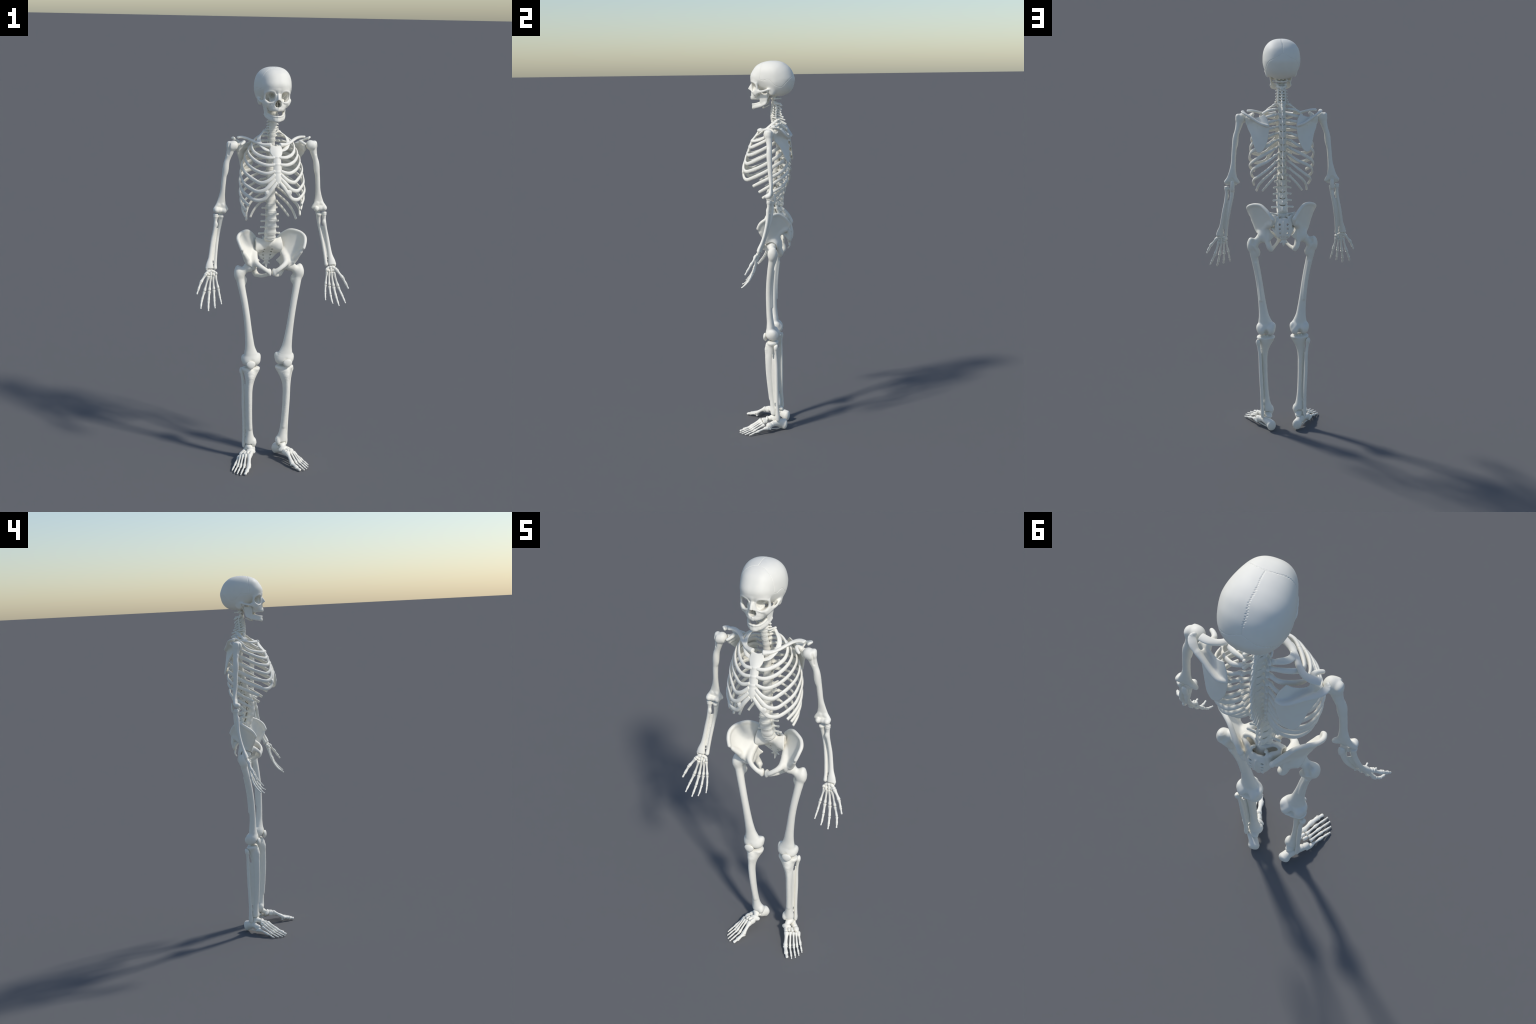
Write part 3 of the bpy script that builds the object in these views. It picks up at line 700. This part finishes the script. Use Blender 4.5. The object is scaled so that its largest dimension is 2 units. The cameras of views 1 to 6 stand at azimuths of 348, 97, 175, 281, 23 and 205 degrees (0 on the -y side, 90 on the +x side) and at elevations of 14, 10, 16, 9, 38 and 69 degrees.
# ================================================================== RIB CAGE
RIBS = {   # path from the column round to the front; the numbered index tells where cartilage begins
    1: ([(.018, .050, 1.688), (.036, .061, 1.690), (.051, .050, 1.682), (.066, .033, 1.669), (.071, .008, 1.650), (.062, -.018, 1.632), (.047, -.036, 1.618), (.021, -.0475, 1.610)], 6),
    2: ([(.017, .058, 1.671), (.036, .070, 1.671), (.060, .065, 1.668), (.083, .052, 1.656), (.102, .030, 1.635), (.102, .005, 1.609), (.088, -.022, 1.594), (.066, -.051, 1.586), (.041, -.073, 1.583), (.012, -.0775, 1.584)], 7),
    3: ([(.016, .068, 1.647), (.038, .078, 1.645), (.062, .083, 1.641), (.091, .070, 1.629), (.117, .042, 1.608), (.119, .010, 1.590), (.106, -.026, 1.572), (.080, -.061, 1.556), (.046, -.085, 1.549), (.013, -.0895, 1.552)], 7),
    4: ([(.016, .076, 1.619), (.040, .088, 1.618), (.070, .100, 1.614), (.107, .086, 1.600), (.132, .052, 1.575), (.132, .012, 1.554), (.117, -.026, 1.534), (.092, -.061, 1.518), (.052, -.096, 1.511), (.014, -.1005, 1.523)], 7),
    5: ([(.016, .081, 1.590), (.041, .093, 1.588), (.073, .108, 1.583), (.114, .095, 1.567), (.142, .058, 1.540), (.145, .012, 1.514), (.132, -.025, 1.496), (.106, -.066, 1.477), (.080, -.096, 1.467), (.052, -.109, 1.476), (.015, -.1065, 1.507)], 7),
    6: ([(.016, .082, 1.559), (.041, .096, 1.557), (.073, .114, 1.549), (.117, .103, 1.532), (.148, .064, 1.502), (.152, .018, 1.474), (.145, -.023, 1.453), (.122, -.064, 1.436), (.095, -.100, 1.427), (.064, -.116, 1.437), (.041, -.118, 1.459), (.015, -.1120, 1.486)], 7),
    7: ([(.016, .079, 1.527), (.039, .097, 1.523), (.078, .117, 1.502), (.121, .108, 1.490), (.150, .068, 1.467), (.156, .022, 1.437), (.151, -.023, 1.414), (.130, -.062, 1.396), (.099, -.096, 1.384), (.069, -.114, 1.392), (.046, -.122, 1.420), (.028, -.124, 1.446), (.008, -.1185, 1.470)], 7),
    8: ([(.017, .075, 1.494), (.037, .097, 1.487), (.074, .116, 1.470), (.112, .111, 1.449), (.141, .083, 1.425), (.155, .030, 1.397), (.149, -.017, 1.374), (.129, -.058, 1.353)], 6),
    9: ([(.018, .072, 1.460), (.035, .097, 1.453), (.077, .118, 1.427), (.120, .102, 1.404), (.142, .070, 1.383), (.150, .032, 1.356), (.145, .001, 1.338), (.134, -.027, 1.322)], 6),
    10: ([(.019, .068, 1.425), (.033, .093, 1.420), (.077, .113, 1.386), (.115, .096, 1.354), (.135, .064, 1.334), (.141, .029, 1.314), (.135, -.009, 1.291)], 5),
    11: ([(.020, .064, 1.390), (.032, .086, 1.386), (.064, .102, 1.362), (.096, .091, 1.332), (.115, .062, 1.303), (.124, .022, 1.268)], 4),
    12: ([(.021, .058, 1.353), (.034, .076, 1.347), (.060, .086, 1.322), (.081, .078, 1.296), (.097, .059, 1.273)], 3)}

def build_rib(k):
    pts, cart = RIBS[k]
    P = np.array(pts)
    hs = {1: .0100, 2: .0082, 3: .0084, 4: .0088, 5: .0092, 6: .0092, 7: .0092, 8: .0088, 9: .0082, 10: .0076, 11: .0074, 12: .0058}[k]
    th = .0048 if k > 1 else .0034
    rows, side = [], []
    n = len(P)
    for i, p in enumerate(P):
        nrm = unit(V(p[0] * 1.25, p[1] - .015, .0))
        if k == 1: nrm = unit(V(p[0] * .25, (p[1] - .02) * .25, .05))
        elif k == 2: nrm = unit(nrm + V(0, 0, .55))
        elif k == 3: nrm = unit(nrm + V(0, 0, .22))
        a, b = th, hs
        if i == 0: a, b = .0046, .0052
        elif i == 1: a, b = .0046, .0058
        elif i == 2: a, b = th * 1.05, hs * .90
        if i >= cart - 1: a, b = th * 1.22, hs
        if i == n - 1: a, b = (th * 1.25, hs * .84) if k <= 7 else (th * 1.1, hs * .92)
        rows.append((*p, a, b)); side.append(nrm)
    full = Tube(rows, side=side, n=64, cap=.5)
    # bone and cartilage meet at a slightly swollen joint
    m = int(round(cart / (n - 1) * 63)) if k <= 10 else 63
    full.r[max(m - 1, 0):m + 2] *= 1.05
    def part(sl, cap):
        import copy
        q = copy.copy(full); q.p, q.r, q.u = full.p[sl], full.r[sl].copy(), full.u[sl]; q.cap = cap
        mm = q.r.max(1)[:, None]; q.lo, q.hi = (q.p - mm).min(0), (q.p + mm).max(0)
        return q
    head = [('+', Ell(P[0], (.0055, .0062, .0065)), .004), ('+', Ell(P[1] + V(.002, 0, 0), (.0065, .0060, .0065)), .006)]
    a = bone('rib', [('+', part(slice(0, m + 1), .2), .003)] + head, .0016)
    out = [a]
    if k <= 10:
        ops = [('+', part(slice(m, 64), .2), .003)]
        if k == 7: ops.append(('+', Ell((.056, -.1195, 1.424), (.008, .0055, .010)), .010))
        c = bone('costal_cartilage', ops, .0016)
        out.append(c)
    return out

def build_sternum():
    ops = [('+', Plate([[(-.021, -.0405, 1.634, .0042), (0, -.0445, 1.630, .0042), (.021, -.0405, 1.634, .0042)],
                        [(-.0265, -.0520, 1.610, .0042), (0, -.0590, 1.610, .0042), (.0265, -.0520, 1.610, .0042)],
                        [(-.0165, -.0715, 1.588, .0042), (0, -.0770, 1.588, .0042), (.0165, -.0715, 1.588, .0042)]], step=.0026), .003),
           ('+', Plate([[(-.0145, -.0735, 1.583, .0042), (0, -.0790, 1.584, .0042), (.0145, -.0735, 1.583, .0042)],
                        [(-.0150, -.0870, 1.551, .0042), (0, -.0930, 1.553, .0042), (.0150, -.0870, 1.551, .0042)],
                        [(-.0165, -.0985, 1.517, .0042), (0, -.1045, 1.519, .0042), (.0165, -.0985, 1.517, .0042)],
                        [(-.0185, -.1085, 1.490, .0042), (0, -.1140, 1.492, .0042), (.0185, -.1085, 1.490, .0042)],
                        [(-.0175, -.1120, 1.479, .0042), (0, -.1170, 1.478, .0042), (.0175, -.1120, 1.479, .0042)],
                        [(-.0100, -.1140, 1.471, .0040), (0, -.1180, 1.469, .0042), (.0100, -.1140, 1.471, .0040)]], step=.0026), .004),
           ('+', Tube([(0, -.1165, 1.470, .0060, .004), (0, -.119, 1.460, .0045, .0032), (0, -.1195, 1.453, .0035, .0028)]), .005)]
    for z, y, w in ((1.5845, -.083, .0165), (1.553, -.0975, .0165), (1.519, -.109, .018)):
        ops.append(('+', Tube([(-w, y + .0085, z - .001, .0022, .0040), (0, y + .0022, z, .0022, .0040), (w, y + .0085, z - .001, .0022, .0040)], side=(0, 1, 0)), .005))
    return bone('sternum', ops, .0017)

# ================================================================== SKULL
VC = (.036, 1.905)
PROFILE = [(-.081, 1.924), (-.0815, 1.908), (-.077, 1.893), (-.060, 1.875), (-.030, 1.855), (.0, 1.838), (.036, 1.820), (.075, 1.8155), (.101, 1.8215), (.126, 1.8365), (.142, 1.858), (.149, 1.882), (.1525, 1.903),
           (.147, 1.925), (.139, 1.944), (.127, 1.963), (.110, 1.979), (.092, 1.9905), (.068, 1.9975), (.040, 2.0), (.012, 1.9985), (-.009, 1.994), (-.029, 1.987), (-.049, 1.975), (-.0685, 1.950)]
_a = np.array([math.atan2(z - VC[1], y - VC[0]) for y, z in PROFILE]); _r = np.array([math.hypot(z - VC[1], y - VC[0]) for y, z in PROFILE])
_o = np.argsort(_a); _a, _r = _a[_o], _r[_o]
_A = np.concatenate([_a - 2 * math.pi, _a, _a + 2 * math.pi]); _R = np.concatenate([_r, _r, _r])
_fine = np.linspace(-math.pi, math.pi, 721)
_tab = spline(np.stack([_A, _A * 0, _A * 0, _R], 1), 6000)
PROF = np.interp(_fine, _tab[:, 0], _tab[:, 3])
PROF = np.convolve(np.concatenate([PROF[-13:-1], PROF, PROF[1:13]]), np.hanning(25) / np.hanning(25).sum(), 'valid')

def vault_w(Y, Z):
    """Half width of the brain case at a height and depth: widest over the ears, behind the middle."""
    t = np.clip((Y + .040) / .108, 0, 1)
    return .0765 + .0140 * t * t * (3 - 2 * t) - np.clip(1.89 - Z, 0, None) * .06
def vault(X, Y, Z):
    dy, dz = Y - VC[0], Z - VC[1]
    s = np.sqrt(dy * dy + dz * dz)
    P = np.interp(np.arctan2(dz, dy).ravel(), _fine, PROF).reshape(s.shape)
    W = vault_w(Y, Z)
    e = 2.45
    q = (s / P) ** e + (np.abs(X) / W) ** e
    return (q ** (1 / e) - 1) * .085

def on_vault(p):
    """Point on the brain case along the ray from its middle."""
    c = V(0, *VC); d = np.asarray(p, float) - c
    lo, hi = .3, 2.0
    for _ in range(40):
        m = (lo + hi) / 2; q = c + d * m
        if vault(q[0:1], q[1:2], q[2:3])[0] < 0: lo = m
        else: hi = m
    return c + d * (lo + hi) / 2

def suture(pts, amp, gap, wiggle, r=.0010):
    """Zig-zag seam lying on the brain case."""
    L = np.linalg.norm(np.diff(np.array(pts), axis=0), axis=1).sum()
    n = int(L / gap)
    S = spline(np.array(pts, float), n)
    t = np.gradient(S, axis=0)
    out = []
    for i in range(n):
        nrm = unit(S[i] - V(0, *VC)); sd = unit(np.cross(nrm, t[i]))
        a = amp * np.interp(i / (n - 1), [0, .25, .75, 1], wiggle)
        p = on_vault(S[i] + sd * a * ((-1) ** i) * rng.uniform(.25, 1))
        out.append(p - nrm * r * .25)
    return Tube([(*p, r, r) for p in out], straight=True)

def build_skull():
    m = 'm'
    orbit_rim = [(.0125, -.0715, 1.868), (.0140, -.0730, 1.880), (.0215, -.0735, 1.8905), (.034, -.0700, 1.8935), (.047, -.0605, 1.890), (.0570, -.0475, 1.881), (.0590, -.0425, 1.867),
                 (.0565, -.0480, 1.851), (.0465, -.0585, 1.8405), (.0330, -.0665, 1.8380), (.0200, -.0710, 1.845), (.0125, -.0720, 1.860)]
    ops = [('+', Func((-.095, -.09, 1.81), (.095, .157, 2.005), vault), .0),
           # temples are hollow behind the brow
           ('-', Ell((.0985, -.036, 1.862), (.034, .034, .038), axes_from((0, .2, 1), (1, -.35, 0))), .016, m),
           # mid face
           ('+', Ell((0, -.038, 1.845), (.036, .031, .030)), .008),
           ('+', Ell((0, -.053, 1.870), (.0120, .0230, .0230)), .008),
           ('+', Tube([(0, -.066, 1.824, .013, .015), (.018, -.059, 1.822, .013, .014), (.029, -.043, 1.821, .011, .013), (.032, -.026, 1.821, .009, .012)], side=(1, -1, 0)), .008, m),
           ('+', Plate([[(.014, -.0725, 1.8430, .0045), (.030, -.0655, 1.8380, .0045), (.046, -.0565, 1.8380, .0045), (.0575, -.0425, 1.8460, .0042)],
                        [(.0175, -.0715, 1.8290, .0050), (.030, -.0630, 1.8270, .0050), (.043, -.0535, 1.8280, .0055), (.0540, -.0430, 1.8320, .0042)],
                        [(.0100, -.0735, 1.8130, .0055), (.023, -.0650, 1.8130, .0060), (.034, -.0540, 1.8160, .0060), (.0480, -.0460, 1.8205, .0045)]], step=.0022), .006, m),
           ('+', Tube([(0, -.0755, 1.8080, .0062, .0090), (.013, -.0725, 1.8080, .0062, .0090), (.0245, -.0605, 1.8080, .0065, .0090), (.0305, -.0430, 1.8080, .0065, .0090), (.0315, -.027, 1.8085, .006, .008)], side=(.3, -1, 0), n=24), .006, m),
           ('+', Tube([(0, -.078, 1.8145, .0022, .003), (0, -.0820, 1.8175, .0015, .0015)]), .004),
           # nose bridge
           ('+', Tube([(0, -.0720, 1.886, .0080, .006), (0, -.0760, 1.877, .0052, .0050), (0, -.0840, 1.866, .0050, .0040), (0, -.0910, 1.8560, .0052, .0030), (0, -.0930, 1.8525, .0048, .0022)], side=(1, 0, 0)), .005),
           ('+', Plate([[(.001, -.0760, 1.878, .0030), (.001, -.0850, 1.866, .0028), (.0015, -.0915, 1.8550, .0020)],
                        [(.0065, -.0745, 1.876, .0030), (.0065, -.0800, 1.863, .0028), (.0075, -.0845, 1.8510, .0020)],
                        [(.0115, -.0715, 1.874, .0030), (.0120, -.0740, 1.860, .0030), (.0145, -.0760, 1.8460, .0024)]]), .004, m),
           # brow and cheek bones
           ('+', Tube([(*p, .0030) for p in orbit_rim] + [(*orbit_rim[0], .0030)], n=40), .006, m),
           ('+', Tube([(0, -.0670, 1.8960, .0085), (.022, -.0635, 1.8980, .0080), (.043, -.0525, 1.8950, .0070), (.0535, -.0415, 1.8860, .0050)]), .012, m),
           ('+', Tube([(.047, -.0545, 1.833, .006, .010), (.056, -.0440, 1.8380, .0060, .0115), (.063, -.0320, 1.8410, .0045, .0080)], side=(1, -.8, 0)), .010, m),
           ('+', Tube([(.0590, -.041, 1.848, .0042, .0060), (.0585, -.0405, 1.867, .0032, .0045), (.0550, -.044, 1.884, .0042, .0058)], side=(1, -.5, 0)), .006, m),
           ('+', Tube([(.063, -.032, 1.8410, .0036, .0075), (.0710, -.016, 1.8420, .0032, .0058), (.0750, -.001, 1.8450, .0032, .0054), (.0735, .012, 1.8490, .0050, .0055), (.070, .026, 1.8520, .008, .0055)], side=(1, -.3, 0)), .007, m),
           # ear region
           ('+', Ell((.0630, .037, 1.8430), (.0125, .0165, .0225), axes_from((-.1, -.25, 1), (1, 0, 0))), .016, m),
           ('-', Ell((.0790, .0215, 1.8430), (.012, .0038, .0042)), .003, m),
           ('+', Ell((.0640, .0150, 1.8400), (.0090, .0040, .0080)), .006, m),
           ('+', Tube([(.0540, .0240, 1.830, .0036), (.0510, .0180, 1.815, .0026), (.0475, .0120, 1.800, .0014)]), .004, m),
           # underside: condyles, wings behind the palate
           ('+', Ell((.019, .046, 1.8185), (.0085, .0120, .0075)), .006, m),
           ('+', Tube([(0, .012, 1.832, .014, .012), (0, .034, 1.823, .012, .007)]), .008),
           ('+', Plate([[(.021, -.024, 1.838, .002), (.024, -.014, 1.838, .002)], [(.020, -.022, 1.806, .0016), (.027, -.010, 1.808, .0016)]]), .005, m),
           ('-', Tube([(0, .056, 1.800, .0155, .018), (0, .058, 1.845, .015, .017)]), .004),
           # openings
           ('-', Tube([(.0385, -.080, 1.8650, .0220, .0222), (.0360, -.064, 1.8655, .0210, .0218), (.0280, -.046, 1.8690, .0155, .0160), (.0205, -.028, 1.8710, .0085, .0085), (.0185, -.020, 1.872, .004)], side=(1, .3, 0)), .003, m),
           ('-', Tube([(.0235, -.034, 1.8785, .002), (.0300, -.030, 1.8800, .0018), (.0340, -.030, 1.8790, .001)]), .001, m),
           ('-', Tube([(.0250, -.034, 1.858, .0018), (.0340, -.040, 1.853, .0022), (.0400, -.046, 1.852, .0022)]), .001, m),
           ('-', Tube([(0, -.100, 1.8310, .0145, .0115), (0, -.070, 1.8295, .0145, .0120), (0, -.045, 1.8310, .0120, .0125), (0, -.025, 1.830, .010, .010)], side=(1, 0, 0)), .003),
           ('-', Tube([(0, -.098, 1.8470, .0045, .0060), (0, -.060, 1.8450, .0050, .0070)], side=(1, 0, 0)), .005),
           ('-', Tube([(0, -.062, 1.796, .013, .0075), (0, -.045, 1.797, .021, .0085), (0, -.015, 1.799, .022, .0095)], side=(1, 0, 0)), .004),
           ('-', Ell((.0300, -.0720, 1.8330), (.0022, .004, .0018)), .002, m),
           # thin partition inside the nose
           ('+', Plate([[(0, -.0660, 1.850, .0008), (0, -.05, 1.850, .0008)], [(0, -.0620, 1.816, .0008), (0, -.04, 1.816, .0008)]]), .001)]
    # empty tooth sockets scallop the gum edge
    for i in range(-6, 7):
        a = i * .25
        ops.append(('-', Ell((.0300 * math.sin(a) * 1.05, -.0455 - .0300 * math.cos(a) * 1.08, 1.7990), (.0024, .0024, .0042)), .0015))
    # seams of the vault
    ops += [('-', suture([(.0, -.002, 1.994), (.020, -.003, 1.990), (.042, -.010, 1.974), (.060, -.016, 1.950), (.071, -.022, 1.922), (.074, -.026, 1.906)], .0020, .0032, [.6, 1, .5, .2]), 0, m),
            ('-', suture([(.0, -.002, 1.995), (.001, .025, 2.0), (-.001, .055, 1.998), (.0015, .085, 1.992), (-.001, .110, 1.978), (0, .130, 1.955), (0, .1385, 1.938)], .0034, .0030, [.3, .8, 1.2, .2]), 0),
            ('-', suture([(.0, .1385, 1.938), (.012, .136, 1.932), (.030, .128, 1.918), (.048, .118, 1.908), (.062, .106, 1.893), (.070, .094, 1.874), (.072, .086, 1.866)], .0020, .0034, [.2, .6, 1, .5]), 0, m),
            ('-', suture([(.076, -.026, 1.904), (.083, -.008, 1.898), (.088, .010, 1.904), (.090, .026, 1.902), (.088, .040, 1.888), (.083, .056, 1.874), (.078, .074, 1.868), (.072, .086, 1.866)], .0008, .004, [.5, .5, .5, .5]), 0, m)]
    return bone('skull', both(ops), .00115, rounds=1)

def build_mandible():
    ops = [('+', Tube([(0, -.0680, 1.7635, .0062, .0128), (.012, -.0660, 1.7640, .0060, .0128), (.0245, -.0560, 1.7660, .0056, .0128), (.0345, -.0380, 1.7705, .0056, .0130), (.0400, -.0180, 1.7770, .0055, .0135), (.0440, .0, 1.7860, .0050, .0130)],
                      side=(.5, -1, 0), n=30), .004, 'm'),
           ('+', Tube([(0, -.0715, 1.7755, .0040, .0030), (.012, -.0690, 1.7755, .0040, .0030), (.0235, -.0585, 1.7770, .0045, .0035), (.0320, -.0400, 1.7805, .0048, .004), (.0385, -.0230, 1.7870, .0045, .004)], side=(.5, -1, 0), n=24), .005, 'm'),
           ('+', Ell((0, -.0690, 1.7555), (.0140, .0058, .0068)), .006),
           ('+', Plate([[(.0410, -.0200, 1.7800, .0045), (.0440, -.004, 1.7810, .0042), (.0455, .0070, 1.7860, .0040)],
                        [(.0425, -.0265, 1.8060, .0036), (.0460, -.008, 1.8060, .0032), (.0490, .0100, 1.8060, .0036)],
                        [(.0450, -.0235, 1.8300, .0028), (.0485, -.006, 1.8290, .0024), (.0530, .0120, 1.8290, .0034)]]), .004, 'm'),
           ('+', Plate([[(.0450, -.0230, 1.8270, .0028), (.0470, -.0130, 1.8250, .0024)], [(.0455, -.0190, 1.8440, .0018), (.0465, -.0150, 1.8420, .0018)]]), .003, 'm'),
           ('+', Tube([(.0530, .0120, 1.8230, .0040), (.0545, .0140, 1.8350, .0045, .004), (.0550, .0150, 1.8400, .0075, .0042)]), .004, 'm'),
           ('-', Ell((.0250, -.0640, 1.7660), (.0015, .004, .0015)), .002, 'm')]
    for i in range(-6, 7):
        a = i * .23
        ops.append(('-', Ell((.0300 * math.sin(a), -.0400 - .0310 * math.cos(a), 1.7815 + .004 * (1 - math.cos(a))), (.0020, .0020, .0028)), .0012))
    return bone('mandible', both(ops), .0013)

def build_hyoid():
    return bone('hyoid_bone', both([('+', Tube([(0, -.0165, 1.757, .0028, .0052), (.009, -.0135, 1.757, .0026, .0045), (.0155, -.004, 1.760, .0020, .0028), (.0205, .010, 1.766, .0018, .0020), (.0215, .0165, 1.769, .0022)], side=(.5, -1, .2), n=24), .003, 'm')]), .0013)

# ================================================================== ASSEMBLY
for f in (build_femur, build_patella, build_tibia, build_fibula, build_leg_membrane, build_humerus, build_ulna, build_radius, build_arm_membrane, build_clavicle, build_scapula, build_hip):
    twin(f())
for name, fn in (('hand', build_hand), ('foot', build_foot)):
    g = group(name); g2 = group(name, mirror=True)
    for nm, ops, h in fn():
        o = bone(nm, ops, h, 2, g, GRISTLE if nm == 'plantar_ligament' else BONE)
        c = o.copy(); c.parent = g2
        bpy.context.scene.collection.objects.link(c)
build_sacrum(); build_coccyx()
build_atlas(); build_axis()
for k in ORDER: build_vertebra(k)
seq = ['c2'] + ORDER + ['s1']
for a, b in zip(seq[:-1], seq[1:]):
    if b == 's1':
        z5 = VERT['l5']
        build_disc_args = ('s1', 'l5')
        # lumbo-sacral disc
        A = V(0, front_y(1.188) + .0185, 1.188 - .0125); B = V(0, .0715, 1.158)
        bone('intervertebral_disc', [('+', Tube([(*A, .0275, .018), (*((A + B) / 2), .0275, .0185), (*B, .0268, .0190)], n=7, cap=.15), .002)], .0017, mat=GRISTLE)
    else:
        build_disc(b, a)
for k in RIBS:
    for o in build_rib(k): twin(o)
build_sternum()
sk = build_skull()
mn = build_mandible(); mn.parent = sk
build_hyoid()
